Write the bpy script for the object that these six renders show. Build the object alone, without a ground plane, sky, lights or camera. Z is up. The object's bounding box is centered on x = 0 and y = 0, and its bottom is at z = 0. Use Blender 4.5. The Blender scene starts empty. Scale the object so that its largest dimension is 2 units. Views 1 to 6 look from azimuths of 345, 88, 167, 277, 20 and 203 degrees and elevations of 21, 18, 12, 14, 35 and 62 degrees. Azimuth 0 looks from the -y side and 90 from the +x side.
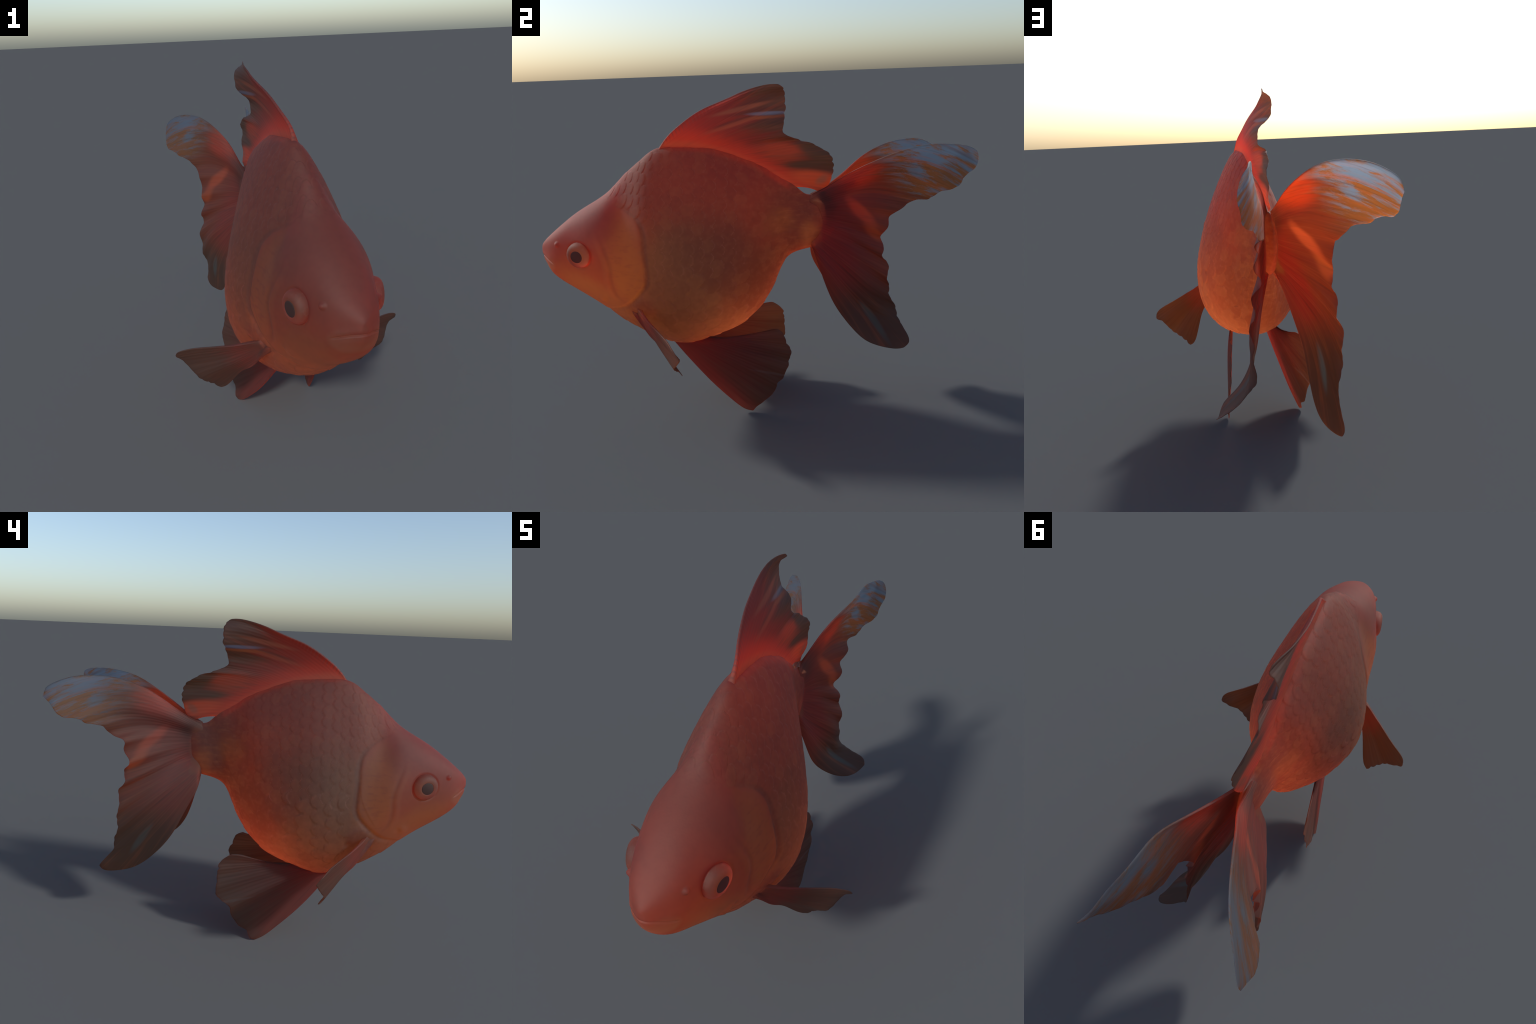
# A fancy goldfish: one smooth body lofted through cross-sections, split by
# region into head, gill covers, torso and tail stalk; fins are surfaces spun
# through fin rays and given a thin, tapering thickness; scales are real pieces.
import bpy, bmesh, math, random
import numpy as np
from mathutils import Vector, Matrix

random.seed(7)
rng = np.random.default_rng(7)
D = bpy.data

# ------------------------------------------------------------------ splines
def cubic(x, Y, u):
    """natural cubic spline through (x, Y) evaluated at u"""
    x = np.asarray(x, float); Y = np.asarray(Y, float)
    n = len(x); h = np.diff(x)
    sh = (-1,) + (1,) * (Y.ndim - 1)
    A = np.zeros((n, n)); b = np.zeros_like(Y)
    A[0, 0] = A[-1, -1] = 1
    for i in range(1, n - 1):
        A[i, i - 1], A[i, i], A[i, i + 1] = h[i - 1], 2 * (h[i - 1] + h[i]), h[i]
        b[i] = 6 * ((Y[i + 1] - Y[i]) / h[i] - (Y[i] - Y[i - 1]) / h[i - 1])
    m = np.linalg.solve(A, b.reshape(n, -1)).reshape(Y.shape)
    u = np.asarray(u, float)
    i = np.clip(np.searchsorted(x, u, side='right') - 1, 0, n - 2)
    f = ((u - x[i]) / h[i]); hh = h[i]
    f = f.reshape(f.shape + (1,) * (Y.ndim - 1)); hh = hh.reshape(f.shape)
    return Y[i] * (1 - f) + Y[i + 1] * f + hh ** 2 / 6 * (((1 - f) ** 3 - (1 - f)) * m[i] + (f ** 3 - f) * m[i + 1])

def chord(P):
    P = np.asarray(P, float)
    s = np.concatenate([[0], np.cumsum(np.sqrt(np.linalg.norm(np.diff(P, axis=0), axis=1)))])
    return s / s[-1]

def curve(P, u):
    return cubic(chord(P), np.asarray(P, float), u)

def sstep(a, b, x):
    t = np.clip((x - a) / (b - a), 0, 1)
    return t * t * (3 - 2 * t)

def gauss(x, s):
    return np.exp(-(x / s) ** 2)

# --------------------------------------------------------------------- body
# station: back line (y, z), belly line (y, z), half width, pear shape, pinch, mid x
STATIONS = np.array([
    (-1.005, 0.854, -1.005, 0.854, 0.000, -0.17, -0.01, 0.003),
    (-1.002, 0.869, -1.000, 0.798, 0.015, -0.18, -0.12, 0.005),
    (-0.975, 0.900, -0.988, 0.769, 0.042, -0.15, -0.23, 0.005),
    (-0.910, 0.953, -0.953, 0.716, 0.086, -0.05, -0.29, 0.004),
    (-0.830, 1.011, -0.868, 0.648, 0.123, -0.00, -0.20, 0.002),
    (-0.750, 1.057, -0.788, 0.592, 0.153, 0.01, -0.12, 0.005),
    (-0.660, 1.113, -0.699, 0.520, 0.174, 0.12, 0.02, 0.004),
    (-0.580, 1.187, -0.609, 0.447, 0.183, 0.40, 0.24, 0.005),
    (-0.500, 1.250, -0.519, 0.393, 0.204, 0.39, 0.23, 0.008),
    (-0.410, 1.304, -0.430, 0.350, 0.223, 0.51, 0.27, 0.006),
    (-0.280, 1.304, -0.329, 0.337, 0.236, 0.52, 0.19, 0.003),
    (-0.150, 1.290, -0.219, 0.362, 0.218, 0.53, 0.17, 0.003),
    (-0.030, 1.246, -0.099, 0.401, 0.178, 0.43, 0.09, 0.003),
    (0.060, 1.205, -0.009, 0.459, 0.125, 0.30, 0.00, 0.003),
    (0.130, 1.160, 0.061, 0.539, 0.087, 0.32, 0.05, 0.004),
    (0.191, 1.123, 0.110, 0.629, 0.058, 0.27, 0.02, 0.004),
    (0.231, 1.089, 0.150, 0.721, 0.046, 0.22, 0.00, 0.006),
    (0.269, 1.060, 0.201, 0.771, 0.042, 0.20, 0.00, 0.007),
    (0.310, 1.061, 0.268, 0.790, 0.038, 0.20, 0.00, 0.007),
    (0.350, 1.066, 0.315, 0.806, 0.031, 0.20, 0.00, 0.007),
    (0.385, 1.035, 0.365, 0.850, 0.022, 0.10, 0.00, 0.007),
    (0.415, 1.000, 0.405, 0.890, 0.010, 0.00, 0.00, 0.007)])
NS = len(STATIONS)
KNOTS = np.arange(NS, dtype=float)

# gill cover rear edge, inner plate edge and cheek crease, as (y, z) lines
GILL = [(-0.640, 1.075), (-0.575, 1.040), (-0.512, 0.982), (-0.497, 0.930), (-0.497, 0.860), (-0.494, 0.790),
        (-0.497, 0.725), (-0.528, 0.674), (-0.578, 0.624), (-0.640, 0.585), (-0.695, 0.565), (-0.76, 0.50)]
GILL_INNER = [(-0.497, 0.86), (-0.503, 0.80), (-0.522, 0.747), (-0.556, 0.688), (-0.597, 0.631)]
CHEEK = [(-0.700, 0.965), (-0.668, 0.869), (-0.648, 0.793), (-0.652, 0.732), (-0.640, 0.661), (-0.610, 0.626)]

def line_distance(y, z, pts, n=160):
    """signed distance to an open line in the side plane (+ on the snout side)"""
    C = curve(pts, np.linspace(0, 1, n))
    T = np.gradient(C, axis=0); T /= np.linalg.norm(T, axis=1, keepdims=True)
    q = np.stack([y.ravel(), z.ravel()], 1)
    out = np.empty(len(q)); par = np.empty(len(q))
    for a in range(0, len(q), 20000):
        d = q[a:a + 20000, None] - C[None]
        k = np.argmin((d ** 2).sum(-1), 1)
        dd = d[np.arange(len(k)), k]
        sg = np.sign(T[k, 0] * dd[:, 1] - T[k, 1] * dd[:, 0])
        out[a:a + 20000] = -sg * np.linalg.norm(dd, axis=1)
        par[a:a + 20000] = k / (n - 1)
    return out.reshape(y.shape), par.reshape(y.shape)

EYES = [np.array([0.139, -0.796, 0.845]), np.array([-0.134, -0.796, 0.845])]

def body_base(t, th):
    t = np.asarray(t, float); th = np.asarray(th, float)
    S = cubic(KNOTS, STATIONS, t)
    q = (1 - np.cos(th)) / 2; u = 2 * q - 1
    x = S[..., 7] + S[..., 4] * np.sin(th) * np.exp(-S[..., 5] * u - S[..., 6] * u * u)
    y = S[..., 2] + (S[..., 0] - S[..., 2]) * q
    z = S[..., 3] + (S[..., 1] - S[..., 3]) * q
    return np.stack([x, y, z], -1)

def normals_of(f, t, th, e=1e-3):
    a = f(t + e, th) - f(t - e, th); b = f(t, th + e) - f(t, th - e)
    n = np.cross(a, b)                                                   # outward
    return n / (np.linalg.norm(n, axis=-1, keepdims=True) + 1e-12)

def relief(P):
    """height of skin folds above the plain loft"""
    x, y, z = P[..., 0], P[..., 1], P[..., 2]
    ax = np.abs(x - 0.004)
    h = np.zeros_like(x)
    near = (y < -0.30)
    d, s = line_distance(y[near], z[near], GILL)
    k = sstep(0.0, 0.15, s) * (1 - sstep(0.82, 1.0, s))
    lower = 0.45 + 0.55 * sstep(0.25, 0.5, s)
    edge = 0.002 * lower * sstep(-0.010, 0.010, d) * np.exp(-np.maximum(d, 0) / 0.045)
    slit = -0.006 * lower * gauss(d + 0.010, 0.012)
    h[near] += k * (edge + slit)
    d, s = line_distance(y[near], z[near], GILL_INNER)
    h[near] += 0.0016 * sstep(0.0, 0.25, s) * (1 - sstep(0.75, 1.0, s)) * sstep(-0.003, 0.003, d) * np.exp(-np.maximum(d, 0) / 0.02)
    d, s = line_distance(y[near], z[near], CHEEK)
    m = sstep(0.0, 0.25, s) * (1 - sstep(0.8, 1.0, s))
    h[near] += m * (-0.002 * gauss(d, 0.010) + 0.002 * gauss(d - 0.02, 0.015))
    h += 0.016 * gauss(np.hypot((y + 0.625) / 0.078, (z - 0.85) / 0.13), 1.0) * sstep(0.03, 0.10, ax)   # full cheek
    # folds under the jaw
    h += 0.007 * gauss(np.hypot((y + 0.715), (z - 0.628)) , 0.022)
    h -= 0.004 * gauss(np.hypot((y + 0.688), (z - 0.628)), 0.014)
    # mouth: slit with an upper lip above and a fuller lower lip
    front = 1 - sstep(-0.945, -0.925, y)
    lip = z - (0.822 - 0.026 * (ax / 0.078) ** 2)
    reach = 1 - sstep(0.066, 0.088, ax)
    h += front * reach * (-0.007 * gauss(lip, 0.0035) + 0.002 * gauss(lip - 0.014, 0.012) + 0.001 * gauss(lip + 0.020, 0.016))
    # nostril flaps
    for sx, cx in ((1, 0.101), (-1, -0.092)):
        dd = np.sqrt(((x - cx) * 0.5) ** 2 + (y + 0.905) ** 2 + (z - 0.889) ** 2)
        h += 0.011 * np.exp(-(dd / 0.0105) ** 3) * (sx * x > 0)
    # eye socket rim
    for c in EYES:
        dd = np.sqrt(((x - c[0]) * 0.6) ** 2 + (y - c[1]) ** 2 + (z - c[2]) ** 2)
        h += -0.004 * gauss(dd - 0.060, 0.006)
    # hollow and fleshy collar around the breast fins
    for sx in (1, -1):
        dd = np.sqrt((x - sx * 0.205) ** 2 + (y + 0.455) ** 2 + (z - 0.555) ** 2)
        h += -0.008 * gauss(dd, 0.018)
        h += 0.008 * np.exp(-(np.hypot(y + 0.51, z - 0.60) / 0.05) ** 4) * (sx * x > 0)
    return h

def body(t, th):
    P = body_base(t, th)
    return P + relief(P)[..., None] * normals_of(body_base, t, th)

NT, NH = 640, 500
f = np.linspace(0, 1, NT)
TT = (NS - 1) * (0.70 * f + 0.30 * f ** 1.9)          # finer towards the snout
TH = np.linspace(0, 2 * np.pi, NH, endpoint=False)
tg, hg = np.meshgrid(TT[1:], TH, indexing='ij')
GRID = body(np.maximum(tg, 0.02), hg)

# --------------------------------------------------------------------- scales
# Scales are shingles raised out of the skin: every scale owns the patch of
# surface that it covers, slopes up to its rounded rear edge and drops to the
# next one there.
def scale_cells():
    cells = []
    for side in (0, 1):
        for pitch, high, z0, z1, reach in ((0.034, 0.056, 0.44, 0.985, 11.6), (0.054, 0.066, 0.03, 0.44, 10.6)):
            ncol = int(1.02 / pitch)
            for c_ in range(ncol):
                tcol = 6.0 + (c_ + 0.5) / ncol * reach
                hs = np.linspace(0.02, math.pi - 0.02, 240)
                P = body_base(np.full_like(hs, tcol), hs)
                al = np.concatenate([[0], np.cumsum(np.linalg.norm(np.diff(P, axis=0), axis=1))])
                qq = (1 - np.cos(hs)) / 2
                a0, a1 = np.interp(z0, qq, al), np.interp(z1, qq, al)
                m_ = max(1, int(round((a1 - a0) / high)))
                for j in range(m_ + 1):
                    s_ = a0 + (j + (0.5 if c_ % 2 else 0.0)) * (a1 - a0) / m_
                    if s_ > a1: continue
                    h_ = float(np.interp(s_, al, hs)) + rng.normal(0, 0.010)
                    t_ = tcol + rng.normal(0, 0.03)
                    hh_ = h_ if side == 0 else 2 * math.pi - h_
                    cells.append((t_, hh_, pitch * 1.9, high * 1.12, body_base(np.array([t_]), np.array([hh_]))[0]))
    cp = np.array([c_[4] for c_ in cells])
    gd, gs = line_distance(cp[:, 1], cp[:, 2], [(-0.72, 1.14)] + GILL + [(-0.80, 0.44)])
    out = []
    for c_, d_ in zip(cells, gd):
        if d_ > -0.022 or c_[4][1] > 0.27 or c_[0] > 17.8: continue
        if np.linalg.norm((np.abs(c_[4]) - np.array((0.19, 0.52, 0.58)))) < 0.075: continue
        k = rng.uniform(0.94, 1.06) * (1 - 0.35 * float(sstep(0.0, 0.28, np.array(c_[4][1]))))
        out.append((c_[0], c_[1], c_[2] * k, c_[3] * k))
    return sorted(out, key=lambda q: -q[0])                              # rear ones first, front ones lie on top

CELLS = scale_cells()
OWNER = np.full(tg.shape, -1); RIMNESS = np.zeros(tg.shape); LIFT = np.zeros(tg.shape)
for k, (t0, h0, length, height) in enumerate(CELLS):
    e = 1e-3
    Pt = np.linalg.norm(body_base(np.array([t0 + e]), np.array([h0])) - body_base(np.array([t0 - e]), np.array([h0]))) / (2 * e)
    Ph = np.linalg.norm(body_base(np.array([t0]), np.array([h0 + e])) - body_base(np.array([t0]), np.array([h0 - e]))) / (2 * e)
    i0, i1 = np.searchsorted(TT[1:], [t0 - length / Pt, t0 + length / Pt])
    j0, j1 = np.searchsorted(TH, [h0 - height / Ph, h0 + height / Ph])
    w = (slice(i0, i1), slice(j0, j1))
    a_ = (tg[w] - t0) * Pt / (length / 2); b_ = (hg[w] - h0) * Ph / (height / 2)
    rho = np.sqrt(a_ ** 2 + (b_ * (1 + 0.10 * a_)) ** 2)
    inside = rho <= 1
    OWNER[w][inside] = k
    RIMNESS[w][inside] = (rho * sstep(0.0, 0.55, a_) * (1 - 0.25 * sstep(-0.10, 0.05, GRID[w][..., 1])))[inside]
    low = sstep(0.040, 0.110, np.array(length))
    LIFT[w][inside] = ((0.0010 + 0.0025 * low) * sstep(-1.0, 1.0, a_) - 0.0004 * rho ** 8)[inside]
LIFT *= sstep(0.34, 0.10, tg * 0 + GRID[..., 1]) if False else (1 - 0.6 * sstep(0.0, 0.25, GRID[..., 1]))
GRID = GRID + LIFT[..., None] * normals_of(body_base, np.maximum(tg, 0.02), hg)

# ---------------------------------------------------------------- materials
class Mat:
    """small helper that wires shader nodes"""
    def __init__(self, name, rough=0.75, trans=1.0):
        self.m = D.materials.new(name); self.m.use_nodes = True
        self.t = self.m.node_tree; self.N = self.t.nodes; self.L = self.t.links
        self.b = self.N['Principled BSDF']
        self.b.inputs['Roughness'].default_value = rough
        self.b.inputs['Transmission Weight'].default_value = trans; self.b.inputs['IOR'].default_value = 1.5
        self.co = self.N.new('ShaderNodeTexCoord').outputs['Object']
        sp = self.N.new('ShaderNodeSeparateXYZ'); self.L.new(self.co, sp.inputs[0])
        self.x, self.y, self.z = sp.outputs
    def put(self, v, sock):
        if hasattr(v, 'is_output'): self.L.new(v, sock)
        elif isinstance(v, (tuple, list)): sock.default_value = tuple(v) + ((1.0,) if len(v) == 3 and len(sock.default_value) == 4 else ())
        else: sock.default_value = v
    def math(self, op, a, b=0.0, c=0.0, clamp=False):
        n = self.N.new('ShaderNodeMath'); n.operation = op; n.use_clamp = clamp
        self.put(a, n.inputs[0]); self.put(b, n.inputs[1]); self.put(c, n.inputs[2])
        return n.outputs[0]
    def step(self, v, a, b):
        n = self.N.new('ShaderNodeMapRange'); n.interpolation_type = 'SMOOTHSTEP'
        self.put(v, n.inputs['Value']); n.inputs['From Min'].default_value = min(a, b); n.inputs['From Max'].default_value = max(a, b)
        n.inputs['To Min'].default_value, n.inputs['To Max'].default_value = (0, 1) if a < b else (1, 0)
        return n.outputs['Result']
    def mix(self, fac, a, b, mode='MIX'):
        n = self.N.new('ShaderNodeMix'); n.data_type = 'RGBA'; n.blend_type = mode
        self.put(fac, n.inputs[0]); self.put(a, n.inputs[6]); self.put(b, n.inputs[7])
        return n.outputs[2]
    def vec(self, x, y, z):
        n = self.N.new('ShaderNodeCombineXYZ')
        for v, s in zip((x, y, z), n.inputs): self.put(v, s)
        return n.outputs[0]
    def noise(self, vec, scale, detail=3.0, rough=0.55, dist=0.0):
        n = self.N.new('ShaderNodeTexNoise')
        self.put(vec, n.inputs['Vector']); n.inputs['Scale'].default_value = scale
        n.inputs['Detail'].default_value = detail; n.inputs['Roughness'].default_value = rough
        n.inputs['Distortion'].default_value = dist
        return n.outputs['Fac']
    def blob(self, cy, cz, ry, rz, rot=0.0, soft=0.9, wob=0.0, nz=None):
        """soft elliptical patch in the side view"""
        c, s = math.cos(math.radians(rot)), math.sin(math.radians(rot))
        dy = self.math('SUBTRACT', self.y, cy); dz = self.math('SUBTRACT', self.z, cz)
        u = self.math('MULTIPLY_ADD', dy, c / ry, self.math('MULTIPLY', dz, s / ry))
        v = self.math('MULTIPLY_ADD', dz, c / rz, self.math('MULTIPLY', dy, -s / rz))
        d = self.math('SQRT', self.math('ADD', self.math('MULTIPLY', u, u), self.math('MULTIPLY', v, v)))
        if wob and nz is not None:
            d = self.math('MULTIPLY_ADD', self.math('SUBTRACT', nz, 0.5), wob, d)
        return self.step(d, 1.0 + soft / 2, 1.0 - soft / 2)
    def lookup(self, v, pts, lo=-1.1, hi=1.1):
        """smooth function of one value through a few (input, output) points"""
        a0, a1 = pts[0][0], pts[-1][0]
        u = self.math('DIVIDE', self.math('SUBTRACT', v, a0), a1 - a0, clamp=True)
        n = self.N.new('ShaderNodeFloatCurve'); cu = n.mapping.curves[0]
        ys = [q[1] for q in pts]; b0, b1 = min(ys), max(ys)
        P = [((q[0] - a0) / (a1 - a0), (q[1] - b0) / (b1 - b0)) for q in pts]
        cu.points[0].location, cu.points[1].location = P[0], P[-1]
        for q in P[1:-1]: cu.points.new(*q)
        n.mapping.update()
        self.L.new(u, n.inputs['Value'])
        return self.math('MULTIPLY_ADD', n.outputs[0], b1 - b0, b0)
    def polar(self, cy, cz):
        dy = self.math('SUBTRACT', self.y, cy); dz = self.math('SUBTRACT', self.z, cz)
        return self.math('ARCTAN2', dz, dy), self.math('SQRT', self.math('ADD', self.math('MULTIPLY', dy, dy), self.math('MULTIPLY', dz, dz)))
    def scaled(self, f, mask):
        return self.math('MULTIPLY', mask, f)
    def done(self, col, bump=None, strength=0.2, distance=0.002):
        self.put(col, self.b.inputs['Base Color'])
        if bump is not None:
            n = self.N.new('ShaderNodeBump'); n.inputs['Strength'].default_value = strength; n.inputs['Distance'].default_value = distance
            self.L.new(bump, n.inputs['Height']); self.L.new(n.outputs[0], self.b.inputs['Normal'])
        return self.m

def body_colour(m):
    n1 = m.noise(m.co, 9, 4); n2 = m.noise(m.co, 40, 3); n3 = m.noise(m.co, 160, 2)
    col = (0.56, 0.070, 0.019)                                            # flank red brown
    col = m.mix(m.step(m.z, 0.98, 1.20), col, (0.44, 0.042, 0.016))       # dark red back
    col = m.mix(m.blob(-0.42, 1.16, 0.26, 0.16, -30, 1.0, 0.4, n1), col, (0.56, 0.066, 0.024))
    col = m.mix(m.step(m.z, 0.66, 0.44), col, (0.50, 0.150, 0.040))        # belly
    col = m.mix(m.blob(-0.34, 0.70, 0.22, 0.26, 25, 0.9, 0.5, n1), col, (0.42, 0.140, 0.045))  # pale lower flank
    col = m.mix(m.scaled(0.85, m.blob(-0.13, 0.80, 0.22, 0.15, -30, 1.0, 0.6, n1)), col, (0.27, 0.058, 0.022))  # dusky patch
    col = m.mix(m.blob(0.06, 0.66, 0.13, 0.22, -30, 0.9, 0.3, n1), col, (0.29, 0.056, 0.014)) # red vent
    col = m.mix(m.scaled(0.9, m.blob(0.20, 0.98, 0.15, 0.14, 0, 0.9, 0.7, n1)), col, (0.30, 0.045, 0.018)) # dark stalk
    col = m.mix(m.scaled(0.7, m.blob(0.13, 0.94, 0.07, 0.06, 0, 1.0, 1.2, n2)), col, (0.52, 0.13, 0.025))
    col = m.mix(m.scaled(0.65, m.blob(0.28, 0.87, 0.045, 0.06, 15, 1.0, 1.0, n2)), col, (0.66, 0.16, 0.036))
    # head
    edge = m.lookup(m.z, [(0.44, -0.83), (0.55, -0.71), (0.585, -0.640), (0.624, -0.578), (0.674, -0.528), (0.725, -0.497), (0.79, -0.494), (0.86, -0.497),
                          (0.93, -0.497), (0.982, -0.512), (1.04, -0.575), (1.075, -0.640), (1.12, -0.70)])
    gill = m.math('SUBTRACT', m.y, edge)                                  # how far behind the gill cover
    gill_w = m.math('MULTIPLY_ADD', m.math('SUBTRACT', n1, 0.5), 0.02, gill)
    fib = m.noise(m.vec(m.math('MULTIPLY', m.x, 20.0), m.math('MULTIPLY', m.y, 14.0), m.math('MULTIPLY', m.z, 60.0)), 1.0, 3)
    rear = m.step(m.y, 0.02, 0.18)
    col = m.mix(m.math('MULTIPLY', rear, m.scaled(0.35, m.step(fib, 0.50, 0.72))), col, (0.74, 0.22, 0.05))
    col = m.mix(m.math('MULTIPLY', rear, m.scaled(0.35, m.step(fib, 0.50, 0.30))), col, (0.20, 0.035, 0.018))
    head = m.step(m.math('MULTIPLY_ADD', m.math('SUBTRACT', n2, 0.5), 0.05, gill_w), 0.022, -0.028)
    col = m.mix(head, col, (0.74, 0.095, 0.030))
    crown = m.step(m.math('MULTIPLY_ADD', m.y, -0.28, m.math('SUBTRACT', m.z, 0.26)), 0.80, 0.92)
    crown = m.math('MULTIPLY', crown, m.step(m.math('MULTIPLY_ADD', m.z, -0.4, m.y), -1.00, -1.06))
    col = m.mix(crown, col, (0.76, 0.085, 0.065))
    col = m.mix(m.scaled(0.8, m.blob(-0.575, 0.80, 0.080, 0.20, 8, 1.0, 0.9, n1)), col, (0.90, 0.260, 0.034)) # golden cover
    col = m.mix(m.scaled(0.5, m.blob(-0.69, 0.98, 0.09, 0.07, 20, 1.0, 0.5, n1)), col, (0.42, 0.048, 0.030))
    col = m.mix(m.scaled(0.85, m.blob(-0.76, 0.63, 0.20, 0.09, -32, 1.0, 0.5, n1)), col, (0.74, 0.210, 0.045)) # chin
    col = m.mix(m.scaled(0.85, m.blob(-0.97, 0.79, 0.035, 0.035, 0, 0.8)), col, (0.72, 0.26, 0.10)) # lower lip
    col = m.mix(m.scaled(0.6, m.blob(-0.95, 0.85, 0.10, 0.05, 35, 1.0)), col, (0.66, 0.065, 0.032))
    col = m.mix(m.math('MULTIPLY', m.blob(-0.575, 0.80, 0.085, 0.21, 8, 0.8), m.scaled(0.45, m.step(m.noise(m.vec(m.math('MULTIPLY', m.y, 22.0), m.math('MULTIPLY', m.z, 60.0), m.x), 1.0, 4, 0.6), 0.48, 0.68))), col, (0.62, 0.090, 0.028))
    crease = m.math('SUBTRACT', m.y, m.lookup(m.z, [(0.58, -0.585), (0.626, -0.612), (0.661, -0.640), (0.732, -0.652), (0.793, -0.648), (0.869, -0.668), (0.965, -0.70), (1.0, -0.715)]))
    cm = m.math('MULTIPLY', m.step(m.z, 0.60, 0.68), m.step(m.z, 0.98, 0.86))
    col = m.mix(m.math('MULTIPLY', cm, m.scaled(0.40, m.step(m.math('ABSOLUTE', crease), 0.018, 0.0))), col, (0.36, 0.050, 0.020))
    col = m.mix(m.math('MULTIPLY', cm, m.scaled(0.25, m.step(m.math('ABSOLUTE', m.math('SUBTRACT', crease, -0.025)), 0.022, 0.0))), col, (0.90, 0.22, 0.06))
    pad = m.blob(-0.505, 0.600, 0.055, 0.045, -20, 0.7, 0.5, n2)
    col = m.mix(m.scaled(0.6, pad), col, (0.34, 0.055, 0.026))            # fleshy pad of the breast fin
    slit = m.math('MULTIPLY', m.step(m.math('ABSOLUTE', m.math('SUBTRACT', gill_w, 0.012)), 0.022, 0.004), m.math('MULTIPLY', m.step(m.z, 1.08, 0.96), m.step(m.z, 0.62, 0.72)))
    col = m.mix(m.scaled(0.75, slit), col, (0.22, 0.034, 0.014))          # dark brown band along the rear edge of the gill cover
    ridge = m.math('SUBTRACT', m.z, m.math('SUBTRACT', 1.302, m.math('MULTIPLY', m.math('POWER', m.math('MAXIMUM', m.math('ADD', m.y, 0.33), 0.0), 1.75), 0.62)))
    ridge = m.math('MULTIPLY', m.step(ridge, -0.030, -0.004), m.step(m.math('ABSOLUTE', m.math('SUBTRACT', m.x, 0.005)), 0.045, 0.022))
    ridge = m.math('MULTIPLY', ridge, m.math('MULTIPLY', m.step(m.y, -0.40, -0.34), m.step(m.y, 0.21, 0.16)))
    col = m.mix(m.scaled(0.85, ridge), col, (0.84, 0.060, 0.016))         # red skin at the foot of the back fin
    # fine mottling
    body_only = m.math('SUBTRACT', 1.0, m.scaled(0.7, head))
    col = m.mix(m.math('MULTIPLY', body_only, m.scaled(0.16, m.step(n2, 0.45, 0.75))), col, (0.80, 0.26, 0.09))
    col = m.mix(m.math('MULTIPLY', body_only, m.scaled(0.20, m.step(n2, 0.55, 0.30))), col, (0.22, 0.03, 0.012))
    return col, n3

SHADES = []
m = Mat('goldfish_skin')
c, n3 = body_colour(m)
SKIN = m.done(c, n3, 0.15, 0.002)
for nm, k_, tone in (('scale_dusky', 0.10, (0.14, 0.02, 0.01)), ('scale_bright', 0.08, (0.95, 0.38, 0.11))):
    m = Mat(nm)
    c, n3 = body_colour(m)
    SHADES.append(m.done(m.mix(k_, c, tone), n3, 0.15, 0.002))
m = Mat('scale_edge')
c, n3 = body_colour(m)
SCALE = m.done(m.mix(0.06, c, (0.95, 0.34, 0.20)), n3, 0.15, 0.002)
m = Mat('scale_rim')
c, n3 = body_colour(m)
RIM = m.done(m.mix(0.20, c, (0.95, 0.34, 0.20)), n3, 0.15, 0.002)

def fin_material(name, pivot, root, body_c, edge, radius, streak=26, bend=0.0):
    m = Mat(name)
    a, r = m.polar(*pivot)
    rn = m.math('DIVIDE', r, radius)
    if bend: a = m.math('MULTIPLY_ADD', m.math('MULTIPLY', rn, rn), m.math('MULTIPLY', m.step(a, -0.35, 0.25), bend), a)
    st = m.noise(m.vec(m.math('MULTIPLY', a, streak), m.math('MULTIPLY', rn, 1.6), m.math('MULTIPLY', m.x, 0.5)), 1.0, 4, 0.6)
    st2 = m.noise(m.vec(m.math('MULTIPLY', a, streak * 4), m.math('MULTIPLY', rn, 2.0), 3.0), 1.0, 2, 0.5)
    rw = m.math('MULTIPLY_ADD', m.math('SUBTRACT', st, 0.5), 0.5, rn)
    col = m.mix(m.step(rw, 0.25, 0.62), root, body_c)
    col = m.mix(m.step(rw, 0.60, 0.98), col, edge)
    return m, a, r, rn, st, st2, rw, col

def streaks(m, col, st, st2, lo, hi, k=0.5):
    col = m.mix(m.scaled(k, m.step(st, 0.52, 0.75)), col, hi)
    col = m.mix(m.scaled(k, m.step(st, 0.48, 0.28)), col, lo)
    col = m.mix(m.scaled(k * 0.8, m.step(st2, 0.52, 0.74)), col, hi)
    return m.mix(m.scaled(k * 0.8, m.step(st2, 0.48, 0.28)), col, lo)

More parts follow.
